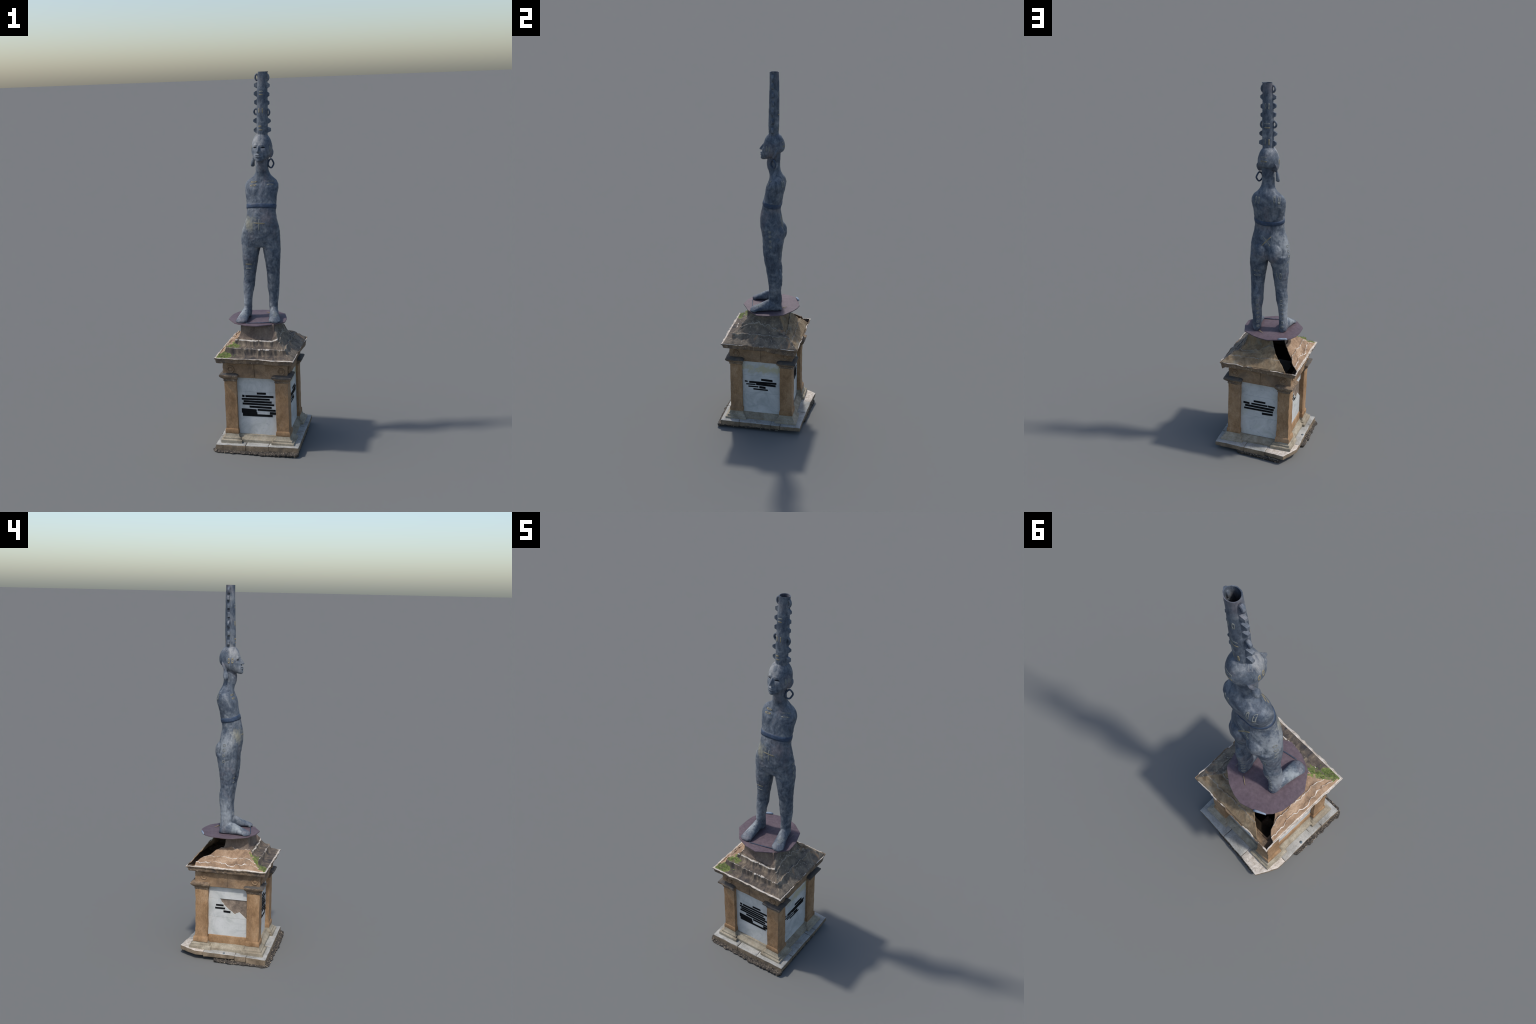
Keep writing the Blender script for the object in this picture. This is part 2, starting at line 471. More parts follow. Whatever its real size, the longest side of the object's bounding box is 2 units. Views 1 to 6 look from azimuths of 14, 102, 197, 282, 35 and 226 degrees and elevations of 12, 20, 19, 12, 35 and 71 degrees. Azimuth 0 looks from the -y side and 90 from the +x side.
HEAD = [  # z, half width, front, back
    (1.684, .016, -.018, .020), (1.678, .0265, -.028, .031), (1.668, .036, -.0375, .041), (1.656, .0432, -.0440, .0480), (1.645, .0478, -.0485, .0530), (1.630, .0519, -.0530, .0575),
    (1.615, .0540, -.0565, .0590), (1.600, .0542, -.0600, .0570), (1.590, .0538, -.0625, .0520), (1.580, .0525, -.0655, .0440),
    (1.570, .0503, -.0685, .0370), (1.560, .0470, -.0708, .0330), (1.550, .0425, -.0722, .0300), (1.543, .0350, -.0715, .0270), (1.538, .024, -.064, .020)]


def head_shell():
    rings = []; zs = np.linspace(1.538, 1.684, 50)
    for z, (a, yf, yb) in zip(zs, interp(HEAD, zs)):
        low = max(0.0, min(1.0, (1.585 - z) / 0.04)); ring = []
        for k in range(64):
            t = 2 * math.pi * k / 64; cx, sy = math.cos(t), math.sin(t)
            e = 2.25 if sy < 0 else 2.0
            x = a * math.copysign(abs(cx) ** (2 / e), cx)
            y = (yb if sy > 0 else -yf) * math.copysign(abs(sy) ** (2 / e), sy)
            if sy < 0:                                   # jaw narrows toward the chin
                x *= 1 - low * 0.30 * (-sy) ** 1.5
            ring.append(hw(x, y, z + low * 0.22 * (y - yf) * 1.0))
        rings.append(ring)
    return loft(rings)


def nose():
    pts = [(0, -.0605, 1.6235), (.0045, -.0560, 1.624), (-.0045, -.0560, 1.624), (.0026, -.0800, 1.5965), (-.0026, -.0800, 1.5965),
           (.0030, -.0785, 1.5900), (-.0030, -.0785, 1.5900), (.0098, -.0655, 1.5905), (-.0098, -.0655, 1.5905), (.0092, -.060, 1.600), (-.0092, -.060, 1.600),
           (.006, -.050, 1.59), (-.006, -.050, 1.59), (.003, -.048, 1.625), (-.003, -.048, 1.625)]
    return hull([hw(*p) for p in pts])


def lip(zc, yc, w, d, h):
    return ellipsoid(hw(0, yc, zc), (w, d, h), Matrix.Rotation(HEAD_ROT, 3, "Z"), 20, 10)


def ear(top, bottom, out):
    """flattened shell that stands off the head"""
    t, b = Vector(top), Vector(bottom); ax = (t - b); L = ax.length / 2; ax.normalize()
    o = Vector(out).normalized(); th = ax.cross(o).normalized(); o = th.cross(ax)
    M = Matrix((o, th, ax)).transposed()
    return ellipsoid(tuple((t + b) / 2 - o * 0.006), (.0135, .0052, L * 1.05), M, 20, 14)


parts = [limb(TORSO, 64, 0.006, True), limb(LEG_R), limb(LEG_L), head_shell(), nose(),
         foot((-.0805, .069), (-.0880, -.1005), -1), foot((.0545, .0965), (.0945, -.0755), 1),
         lip(1.5760, -.0685, .0155, .0068, .0040), lip(1.5665, -.0690, .0135, .0064, .0042),
         ellipsoid(hw(0, -.0625, 1.5485), (.0135, .0105, .0085), Matrix.Rotation(HEAD_ROT, 3, "Z")),
         ellipsoid(hw(0, -.0490, 1.6250), (.027, .0062, .0080), Matrix.Rotation(HEAD_ROT, 3, "Z")),
         ear((.082, .076, 1.598), (.074, .056, 1.553), (.7, .6, 0)),
         ear((-.0200, .086, 1.604), (-.0225, .062, 1.554), (-.8, .5, 0)),
         ellipsoid((.046, .069, 1.126), (.045, .043, .060)), ellipsoid((-.027, .068, 1.126), (.045, .043, .060)),   # buttocks
         ellipsoid((.058, .088, .872), (.019, .012, .060)), ellipsoid((-.066, .066, .880), (.018, .010, .055)),   # calves
         ellipsoid((.060, .082, 1.404), (.034, .024, .046)), ellipsoid((-.024, .082, 1.404), (.034, .024, .046)),   # shoulder blades
         ]
bV, bF = merge(parts)
raw = make("raw_body", bV, bF, M_BRONZE)
md = raw.modifiers.new("r", "REMESH"); md.mode = "VOXEL"; md.voxel_size = 0.0021; md.use_smooth_shade = True
ms = raw.modifiers.new("s", "SMOOTH"); ms.factor = 0.5; ms.iterations = 6
body = bpy.data.meshes.new_from_object(raw.evaluated_get(bpy.context.evaluated_depsgraph_get()))
bpy.data.objects.remove(raw)

nv = len(body.vertices)
P = np.empty(nv * 3); body.vertices.foreach_get("co", P); P = P.reshape(-1, 3)
N = np.empty(nv * 3); body.vertex_normals.foreach_get("vector", N); N = N.reshape(-1, 3)

# sculpting on the fused surface -------------------------------------------------
Rm = np.array(HR)[:2, :2]
loc = (P[:, :2] - np.array(HEAD_C)[:2]) @ Rm              # head-local x, y
g = lambda v, c, s: np.exp(-((v - c) / s) ** 2)
face = (loc[:, 1] < -.02) & (P[:, 2] > 1.53) & (P[:, 2] < 1.67)
dep = np.zeros(nv)
for sx in (-1, 1):
    ex = loc[:, 0] - sx * .0215
    dep += .0030 * g(ex, 0, .0115) * g(P[:, 2], 1.6100, .0085)         # socket
    dep += .0060 * g(ex, 0, .0115) ** 2 * g(P[:, 2], 1.6130, .0026)    # slit
    dep += .0016 * g(ex, sx * .004, .010) * g(P[:, 2], 1.5860, .012)   # hollow cheek
    dep -= .0012 * g(ex, sx * .008, .010) * g(P[:, 2], 1.597, .006)    # cheekbone
    dep += .0016 * g(loc[:, 0], sx * .0135, .0035) * g(P[:, 2], 1.5835, .008)
dep += .0050 * g(loc[:, 0], 0, .0135) ** 2 * g(P[:, 2], 1.5712, .0017)  # mouth line
dep += .0025 * g(loc[:, 0], 0, .0105) * g(P[:, 2], 1.5605, .0030)       # under the lip
dep += .0010 * g(loc[:, 0], 0, .0025) * g(P[:, 2], 1.584, .005)         # philtrum
fwd = np.array(HR @ Vector((0, 1, 0)))
P[face] += dep[face, None] * fwd
# cleft and groin
cr, sr = math.cos(BODY_ROT), math.sin(BODY_ROT)
bx = (P[:, 0] - .010) * cr + (P[:, 1] - .045) * sr
by = -(P[:, 0] - .010) * sr + (P[:, 1] - .045) * cr
back = by > 0.01
d = .012 * g(bx, 0, .010) * np.clip((1.150 - P[:, 2]) / .05, 0, 1) * np.clip((P[:, 2] - 1.06) / .02, 0, 1)
P[back] -= (d[:, None] * N)[back]
d = .0035 * g(bx, 0, .016) * g(P[:, 2], 1.36, .10) * back + .0030 * g(bx, 0, .014) * g(P[:, 2], 1.215, .05) * back   # spine
P -= d[:, None] * N
front = by < -0.005
d = .0028 * g(bx, -.038, .024) * g(P[:, 2], 1.385, .020) + .0028 * g(bx, .038, .024) * g(P[:, 2], 1.385, .020)        # chest
P += (d[:, None] * N) * front[:, None]
d = .0020 * g(bx, 0, .010) * g(P[:, 2], 1.36, .07) + .0040 * g(bx, 0, .016) * g(P[:, 2], 1.085, .025)
d += .0030 * g(np.abs(bx) * .7 + (P[:, 2] - 1.075), .042, .010) * (np.abs(bx) < .09) * (P[:, 2] > 1.07)               # groin lines
P -= (d[:, None] * N) * front[:, None]
# melt the joins of thighs, hips and shoulders
E = np.empty(len(body.edges) * 2, dtype=np.int64); body.edges.foreach_get("vertices", E); E = E.reshape(-1, 2)
deg = np.bincount(E.ravel(), minlength=nv)[:, None]
wgt = (np.exp(-((P[:, 2] - 1.088) / .042) ** 4) + .8 * np.exp(-((P[:, 2] - 1.44) / .03) ** 4) + .5 * np.exp(-((P[:, 2] - .735) / .02) ** 2))[:, None] * .5
for _ in range(26):
    S = np.zeros_like(P); np.add.at(S, E[:, 0], P[E[:, 1]]); np.add.at(S, E[:, 1], P[E[:, 0]])
    P += wgt * (S / deg - P)
# hand-worked relief
rel = np.array([nz(p, 26, 3.0) * .0019 + nz(p, 75, 9.0) * .0011 for p in P])
soft = np.where(P[:, 2] > 1.53, .35, 1.0)
P += (rel * soft)[:, None] * N
body.vertices.foreach_set("co", P.ravel()); body.update()
N = np.empty(nv * 3); body.vertex_normals.foreach_get("vector", N); N = N.reshape(-1, 3)

polys = [tuple(p.vertices) for p in body.polygons]
C = np.array([P[list(f)].mean(axis=0) for f in polys])
jaw = 1.534 + np.clip((C[:, 1] + .015) * .35, 0, .045)
region = np.full(len(polys), 2)
region[C[:, 2] > 1.452] = 1
region[C[:, 2] > jaw] = 0
split_x = .008
region[(C[:, 2] < 1.078) & (C[:, 0] < split_x)] = 3
region[(C[:, 2] < 1.078) & (C[:, 0] >= split_x)] = 4
region[(C[:, 2] < .742) & (C[:, 0] < split_x)] = 5
region[(C[:, 2] < .742) & (C[:, 0] >= split_x)] = 6
earm = (region < 2) & (C[:, 2] > 1.549) & (C[:, 2] < 1.606)
lc = (C[:, :2] - np.array(HEAD_C)[:2]) @ Rm
region[earm & (lc[:, 1] > -.004) & (lc[:, 0] > .0515)] = 7
region[earm & (lc[:, 1] > .004) & (lc[:, 0] < -.0490)] = 8
NAMES = ["head", "neck", "torso", "leg", "leg", "foot", "foot", "ear", "ear"]
for r, nm in enumerate(NAMES):
    idx = np.nonzero(region == r)[0]
    if len(idx) == 0:
        continue
    used = np.unique([i for k in idx for i in polys[k]]); remap = {int(o): j for j, o in enumerate(used)}
    me = bpy.data.meshes.new(nm)
    me.from_pydata([tuple(P[i]) for i in used], [], [tuple(remap[i] for i in polys[k]) for k in idx])
    me.materials.append(M_BRONZE); me.shade_smooth(); me.update()
    me.normals_split_custom_set_from_vertices([tuple(N[i]) for i in used])
    ob = bpy.data.objects.new(nm, me); SCN.objects.link(ob); ob.parent = thing
bvh = BVHTree.FromPolygons([tuple(p) for p in P], polys)

# eyes: dark lens plates modelling the shadow inside the hollow slits
for sx in (-1, 1):
    o = Vector(hw(sx * .0215, -.2, 1.6130)); d = (HR @ Vector((0, 1, 0))).normalized()
    rings = []
    for sc, lift in ((1.0, -.003), (1.0, .0006), (.5, .0014), (.05, .0016)):
        ring = []
        for k in range(20):
            t = 2 * math.pi * k / 20
            px = sx * .0215 + .0108 * sc * math.cos(t); pz = 1.6132 + .0023 * sc * math.sin(t) - .0012 * math.cos(t) ** 2
            hit = bvh.ray_cast(Vector(hw(px, -.2, pz)), d, .3)[0]
            ring.append(tuple(hit - d * lift))
        rings.append(ring)
    V, F = loft(rings); make("eye_shade_plate", V, F, M_EYE, thing)

# ------------------------------------------------------------------ headdress tube with side lugs
COL = [(1.660, .0315, .0505, .0270), (1.690, .0320, .0502, .0272), (1.720, .0330, .0508, .0282), (1.770, .0342, .0521, .0283), (1.810, .0356, .0532, .0279),
       (1.850, .0362, .0541, .0271), (1.890, .0372, .0549, .0266), (1.930, .0381, .0557, .0256), (1.960, .0400, .0562, .0249), (1.998, .0425, .0567, .0242)]
zs = np.linspace(1.660, 2.0, 60); rings = []
for z, (cx, cy, r) in zip(zs, interp(COL, np.minimum(zs, 1.998))):
    ring = []
    for k in range(40):
        t = 2 * math.pi * k / 40
        rr = r * (1 + .028 * math.cos(5 * t + z * 9) + .02 * math.sin(3 * t + 1)) + .0010 * nz((math.cos(t), math.sin(t), z * 9), 2.2, 5)
        ring.append((cx + 1.05 * rr * math.cos(t), cy + .97 * rr * math.sin(t), z))
    rings.append(ring)
rings[-1] = [(x + (.0035 if k in (0, 1, 39) else 0), y, z) for k, (x, y, z) in enumerate(rings[-1])]
zs2 = np.linspace(2.0, 1.80, 14)
for z, (cx, cy, r) in zip(zs2, interp(COL, np.clip(zs2, 1.66, 1.998))):
    rings.append([(cx + .0022 * 0 + (1.05 * r - .0026) * math.cos(2 * math.pi * k / 40), cy + (.97 * r - .0026) * math.sin(2 * math.pi * k / 40), z - (.0006 if z > 1.998 else 0)) for k in range(40)])
V, F = loft(rings)
headdress = make("headdress_tube", V, F, M_BRONZE, thing, angle=60)

colV, colF = loft(rings[:60])
bvh_col = BVHTree.FromPolygons(colV, colF)

LUG_R = [(.078, .054, 1.970, 1), (.0805, .053, 1.928, 0), (.0765, .056, 1.883, 0), (.0755, .056, 1.841, 0), (.0775, .055, 1.792, 1), (.0795, .055, 1.748, 0), (.080, .053, 1.702, 0)]
LUG_L = [(-.0015, .055, 1.972, 1), (-.006, .058, 1.930, 0), (-.008, .055, 1.887, 0), (-.0065, .053, 1.845, 0), (-.013, .052, 1.797, 1), (-.015, .050, 1.750, 0), (-.014, .051, 1.700, 0)]
for rows, s in ((LUG_R, 1), (LUG_L, -1)):
    for i, (x, y, z, loop) in enumerate(rows):
        cx, cy, r = interp(COL, [z])[0]
        xb = cx + s * r * .86; yb = cy + (-.003 if s > 0 else .005)
        tx = x - s * .0015; span = abs(tx - xb)
        if loop:                                            # pierced lug: a small ring
            mc = ((xb + tx) / 2 - s * .001, (yb + y) / 2); rings2 = []
            a, b, tr = span * .5 - .0010, .0132, .0052
            for k in range(16):
                t = 2 * math.pi * k / 16
                cc = Vector((mc[0] + a * math.cos(t), mc[1], z + b * math.sin(t) * (1 - .15 * math.cos(2 * t))))
                rad = Vector((math.cos(t), 0, math.sin(t)))
                rings2.append([tuple(cc + rad * (tr * math.cos(q)) + Vector((0, 1, 0)) * (tr * 1.25 * math.sin(q))) for q in (2 * math.pi * j / 8 for j in range(8))])
            V, F = loft(rings2 + [rings2[0]], cap=False)
        else:
            hb = random.uniform(.0175, .0200); ht = random.uniform(.0050, .0085); tb = .0066; tt = .0052; dz = random.uniform(-.001, .002)
            pts = [(xb, yb + sy * tb, z + sz * hb) for sy in (-1, 1) for sz in (-1, 1)]
            pts += [((xb + tx) / 2 + s * .0015, (yb + y) / 2 + sy * tb * .95, z + sz * (hb * .66) + dz) for sy in (-1, 1) for sz in (-1, 1)]
            pts += [(tx, y + sy * tt, z + sz * ht + dz) for sy in (-1, 1) for sz in (-1, 1)]
            V, F = hull(pts)
        lug = make("headdress_lug", V, F, M_BRONZE, headdress, angle=35)

# ------------------------------------------------------------------ ear ornaments
ringV = []; u = Vector((.028, .036, 0)).normalized(); w = u.cross(Vector((0, 0, 1)))
for k in range(28):
    t = 2 * math.pi * k / 28
    wob = 1 + .025 * math.cos(5 * t + .6) + .04 * math.cos(4 * t)
    c = Vector((.0720, .0550, 1.5255)) + u * (.0182 * wob * math.cos(t) * (1 - .12 * math.sin(t))) + Vector((0, 0, .0222 * wob * math.sin(t)))
    rad = (u * math.cos(t) + Vector((0, 0, math.sin(t)))).normalized()
    ringV.append([tuple(c + rad * (.0042 * math.cos(q)) + w * (.0050 * math.sin(q))) for q in (2 * math.pi * j / 10 for j in range(10))])
V, F = loft(ringV + [ringV[0]], cap=False)
make("earring", V, F, M_RING, thing, angle=50)
pend = []
for z, cx, cy, a, b in [(1.563, -.0225, .0640, .0035, .0045), (1.555, -.0225, .0635, .0062, .0075), (1.545, -.0245, .0615, .0085, .0115), (1.533, -.0265, .0600, .0098, .0142),
                        (1.522, -.0275, .0595, .0104, .0136), (1.514, -.0280, .0595, .0100, .0105), (1.509, -.0285, .0595, .0055, .0050)]:
    pend.append(oval(cx, cy, z, a, b, .25, 2.8, 20))
V, F = loft(pend); make("ear_pendant", wobble(V, .0008, 90), F, M_BRONZE, thing, angle=50)

# ------------------------------------------------------------------ belt: follows the body at a slant
rows = [(-.0128, -.002), (-.0122, .0018), (-.004, .0025), (.004, .0025), (.0118, .0020), (.0124, -.002)]
bring = []
for off, out in rows:
    ring = []
    for k in range(80):
        t = 2 * math.pi * k / 80; dirv = Vector((math.cos(t), math.sin(t), 0))
        z = 1.298
        for _ in range(3):
            o = Vector((.017, .040, z + off)); hit = bvh.ray_cast(o + dirv * .4, -dirv, .5)[0]
            z = 1.298 - .24 * (hit.y - .041) + .0012 * math.sin(3 * t)
        ring.append(tuple(hit + dirv * (out + .0006 * math.sin(7 * t + off * 300))))
    bring.append(ring)
# resample so the two rims keep their own height
V, F = loft(bring, cap=False)
make("belt", V, F, M_BELT, thing)


# ------------------------------------------------------------------ painted marks, draped on the metal
def drape(name, centre, view, right_angle, outline, mat, hole=None, tree=None, parent=None):
    tree = tree or bvh
    d = Vector(view).normalized(); r = d.cross(Vector((0, 0, 1))).normalized(); up = r.cross(d)
    ca, sa = math.cos(right_angle), math.sin(right_angle)
    def put(x, y, lift):
        p = Vector(centre) + r * (ca * x - sa * y) + up * (sa * x + ca * y)
        hit, nrm, _, _ = tree.ray_cast(p - d * .12, d, .3)
        if hit is None:
            return None
        return tuple(hit + nrm * lift)
    n = len(outline); loops = []
    scales = [(1.0, -.0012), (1.0, .0006), (.5, .0009), (.02, .0009)] if not hole else [(1.0, -.0012), (1.0, .0007), (hole, .0007), (hole, -.0012)]
    for s, l in scales:
        lp = [put(x * s, y * s, l) for x, y in outline]
        if any(q is None for q in lp):
            return
        loops.append(lp)
    V, F = loft(loops, cap=not hole)
    make(name, V, F, mat, parent or thing)


def pill(L, W, n=20):
    out = []
    for k in range(n):
        t = 2 * math.pi * k / n; x, y = math.cos(t), math.sin(t)
        out.append((math.copysign(abs(x) ** .55, x) * L / 2, math.copysign(abs(y) ** .7, y) * W / 2))
    return out


FRONT, BACK, LEFT, RIGHT = (0, 1, -.05), (0, -1, -.05), (1, 0, 0), (-1, 0, 0)
DIAG = math.radians(48)
MARKS = [  # centre, view direction, angle, length, width, material, ring?
    ((-.017, .0, 1.432), FRONT, .10, .034, .0085, M_MARKY, .45), ((-.020, .0, 1.414), FRONT, .12, .036, .0085, M_MARKY, .45),
    ((.072, .02, 1.4345), FRONT, 0, .034, .007, M_MARK, .45), ((.072, .02, 1.4175), FRONT, 0, .036, .007, M_MARK, .45),
    ((.017, -.03, 1.2175), FRONT, -.06, .060, .0065, M_MARKY, None), ((.0155, -.03, 1.211), FRONT, 1.52, .062, .0075, M_MARK, None),
    ((-.055, .0, .989), FRONT, 0, .036, .006, M_MARKY, None), ((-.055, .0, .966), FRONT, 0, .036, .006, M_MARK, None),
    ((.014, .09, 1.195), BACK, DIAG, .070, .0068, M_MARKY, None), ((.014, .09, 1.195), BACK, -DIAG, .068, .0068, M_MARK, None),
    ((.073, .10, 1.416), BACK, 1.48, .036, .010, M_MARK, .4), ((.056, .105, 1.414), BACK, 1.48, .038, .010, M_MARK, .4),
    ((-.026, .10, 1.424), BACK, 1.62, .036, .011, M_MARK, .4), ((-.048, .10, 1.420), BACK, 1.62, .038, .011, M_MARK, .4),
    ((.061, .085, 1.027), BACK, 0, .034, .0095, M_MARK, .5), ((.060, .085, 1.001), BACK, 0, .036, .0105, M_MARK, .5),
    ((-.065, .075, 1.008), BACK, 1.6, .036, .012, M_MARK, .4), ((-.045, .075, 1.012), BACK, 1.6, .034, .008, M_MARK, None),
    ((-.022, .045, 1.609), LEFT, 1.57, .029, .0105, M_MARKY, .5), ((-.022, .0265, 1.610), LEFT, 1.57, .029, .0105, M_MARKY, .5),
    ((.08, .021, 1.608), RIGHT, 1.57, .029, .008, M_MARK, None), ((.08, .037, 1.607), RIGHT, 1.57, .029, .008, M_MARK, None),
    ((.038, .105, 1.637), BACK, 0, .034, .0075, M_MARK, .45), ((.036, .105, 1.617), BACK, 0, .034, .0075, M_MARKY, .45)]
for c, dv, ang, L, W, m, h in MARKS:
    drape("painted_mark", c, dv, ang, pill(L, W), m, h)
for c, dv, ang, L, W, m, h in [
    ((.037, .03, 1.899), FRONT, 0, .022, .0075, M_MARK, None), ((.036, .03, 1.884), FRONT, 0, .020, .005, M_MARKY, None),
    ((.024, .03, 1.802), FRONT, 1.57, .026, .0055, M_MARKY, None), ((.042, .03, 1.802), FRONT, 1.57, .026, .005, M_MARKY, None),
    ((.027, .03, 1.721), FRONT, 0, .018, .008, M_MARKY, None), ((.030, .03, 1.703), FRONT, 0, .018, .006, M_MARKY, None),
    ((.043, .08, 1.888), BACK, 1.57, .030, .008, M_MARK, .45), ((.026, .08, 1.888), BACK, 1.57, .030, .008, M_MARK, .45),
    ((.033, .08, 1.802), BACK, 0, .030, .006, M_MARK, None), ((.032, .08, 1.782), BACK, 0, .030, .006, M_MARKY, None),
    ((.040, .08, 1.709), BACK, 1.57, .032, .007, M_MARK, None), ((.021, .08, 1.710), BACK, 1.57, .032, .007, M_MARKY, None)]:
    drape("painted_mark", c, dv, ang, pill(L, W), m, h, bvh_col, headdress)
for k in range(7):                                          # rows of small rings down the calves
    f = k / 6
    drape("painted_ring", (.053 - .005 * f, .09, .862 - .150 * f), BACK, 0, pill(.0135, .0140, 16), M_MARK, .45 if k in (0, 4, 5) else None)
    drape("painted_ring", (-.072 - .009 * f, .07, .866 - .150 * f), BACK, 0, pill(.0135, .0140, 16), M_MARK, .5)
for k, z in enumerate((1.168, 1.142, 1.115, 1.082)):
    drape("painted_ring", (-.09, .046 + .001 * k, z), LEFT, 0, pill(.017, .014, 16), M_MARK, .55)
    drape("painted_ring", (.11, .041 + .002 * k, z - .006), RIGHT, 0, pill(.015, .015, 16), M_MARK, None)
for k in range(5):                                          # rough stripes on the instep
    drape("painted_mark", (.0885 + .001 * k, -.040 + .010 * k, .75), (0, .02, -1), .25, pill(.026, .0035), M_MARK)

# ------------------------------------------------------------------ round plate under the feet
PLATE = [(-.173, -.028), (-.121, -.098), (-.060, -.126), (.007, -.135), (.088, -.089), (.141, -.028), (.137, .042), (.113, .118), (.055, .160),
         (.010, .177), (-.032, .183), (-.090, .165), (-.134, .143), (-.152, .122), (-.168, .087), (-.174, .037)]
Pd = dense(PLATE, .012)
def plate_z(x, y):
    return .6845 + .0022 * nz((x, y, 0), 14, 2) + .03 * x * y - .0035 * max(0, (x - .06) / .08) + .002 * max(0, (-x - .1) / .07)
rings = []
for s in (1.0, .93, .8, .6, .4, .2, .03):
    rings.append([(x * s - .015 * (1 - s), y * s + .02 * (1 - s), plate_z(x * s, y * s)) for x, y in Pd])
low = [[(x, y, z - .0045) for x, y, z in r] for r in rings[::-1]]
V, F = loft(low + rings)
make("foot_plate", V, F, M_DISC, thing, angle=40)
V, F = prism([(-.060, -.095), (-.056, -.099), (.083, -.068), (.081, -.064)], .684, .6885, .0005, step=.02)   # rod lying across the toes
make("rod", V, F, M_RING, thing)
cr_ = hull([(-.110 + .028 * (q_ := random.uniform(-1, 1)), .158 + .012 * q_ + .006 * random.uniform(-1, 1), .685 + .010 * random.uniform(-.3, 1)) for _ in range(26)])
make("rag", cr_[0], cr_[1], plain("blue_grey_rag", (.20, .25, .32), .8), thing)
V, F = hull([(.040, .098, .688), (.036, .102, .690), (.036, .099, .694), (.005, .120, .6885), (.006, .122, .6895)])
make("twig", V, F, plain("straw", (.34, .26, .15), .8), thing)

# ------------------------------------------------------------------ pedestal
V, F = [], []
for z in (.046, .50):
    V += [(-.141, -.146, z), (.146, -.146, z), (.146, .146, z), (-.141, .146, z)]
V += [(-.168, -.174, .4935), (.174, -.174, .4935), (.174, .174, .4935), (-.168, .174, .4935)]
V[4:8] = [(x, y, .4935) for x, y, _ in V[4:8]]
F = [(0, 1, 2, 3), (0, 1, 5, 4), (1, 2, 6, 5), (2, 3, 7, 6), (3, 0, 4, 7), (4, 5, 9, 8), (5, 6, 10, 9), (6, 7, 11, 10), (7, 4, 8, 11)]
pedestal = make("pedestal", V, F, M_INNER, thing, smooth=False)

# --- slab of separate stones; the back left corner is broken
def slab_z(x, y):
    u, v = (x + .22) / .45, (y + .22) / .45                     # tilted: each corner lies at its own height
    return (.038 * (1 - u) + .048 * u) * (1 - v) + (.0515 * (1 - u) + .0430 * u) * v
T_F = ([(-.220, -.226), (-.055, -.227), (-.055, -.12), (-.218, -.12)], [(-.053, -.227), (.070, -.227), (.070, -.12), (-.053, -.12)], [(.072, -.227), (.234, -.226), (.233, -.12), (.072, -.12)])
T_B = ([(.060, .12), (.231, .12), (.228, .233), (.060, .240)], [(-.064, .12), (.058, .12), (.058, .240), (-.064, .248)], [(-.221, .12), (-.066, .12), (-.066, .248), (-.150, .258), (-.172, .260), (-.202, .205), (-.220, .165)])
T_L = ([(-.218, -.118), (-.12, -.118), (-.12, -.056), (-.2175, -.056)], [(-.2175, -.054), (-.12, -.054), (-.12, .118), (-.221, .118), (-.220, .05)])
T_R = ([(.12, -.118), (.233, -.118), (.231, .064), (.12, .064)], [(.12, .066), (.231, .066), (.231, .118), (.12, .118)])
k = 0
for group in (T_F, T_B, T_L, T_R):
    for poly in group:
        k += 1
        cxm = sum(p[0] for p in poly) / len(poly); cym = sum(p[1] for p in poly) / len(poly)
        zt = slab_z(cxm, cym); zb = .001 + .020 * max(0, cxm / .23) if cym < .1 else .014
        if group is T_R or poly is T_B[0]:
            zb = .019
        if group is T_L:
            zb = .010 if cym < -.05 else .020
        if poly is T_B[2]:
            zb = .026
        pts = dense(poly, .010)
        rings = []
        for ins, zf in ((.001, 0), (0, .12), (0, .4), (0, .7), (0, .93), (.003, 1.0), (.03, 1.0), (.045, 1.0)):
            q = inset(pts, ins) if ins < .02 else [(cxm + (x - cxm) * (1 - ins * 9), cym + (y - cym) * (1 - ins * 9)) for x, y in pts]
            rings.append([(x, y, zb + (slab_z(x, y) - zb) * zf) for x, y in q])
        V, F = loft(rings)
        fm = [1 if i >= 4 * len(pts) else 0 for i in range(len(F))]
        fm[-2] = 0
        make("slab_stone", wobble(V, .0016, 38, k * 3.0), F, [M_SLABSIDE, M_PALE if poly is T_B[2] else M_SLAB], pedestal, face_mats=fm, angle=45)

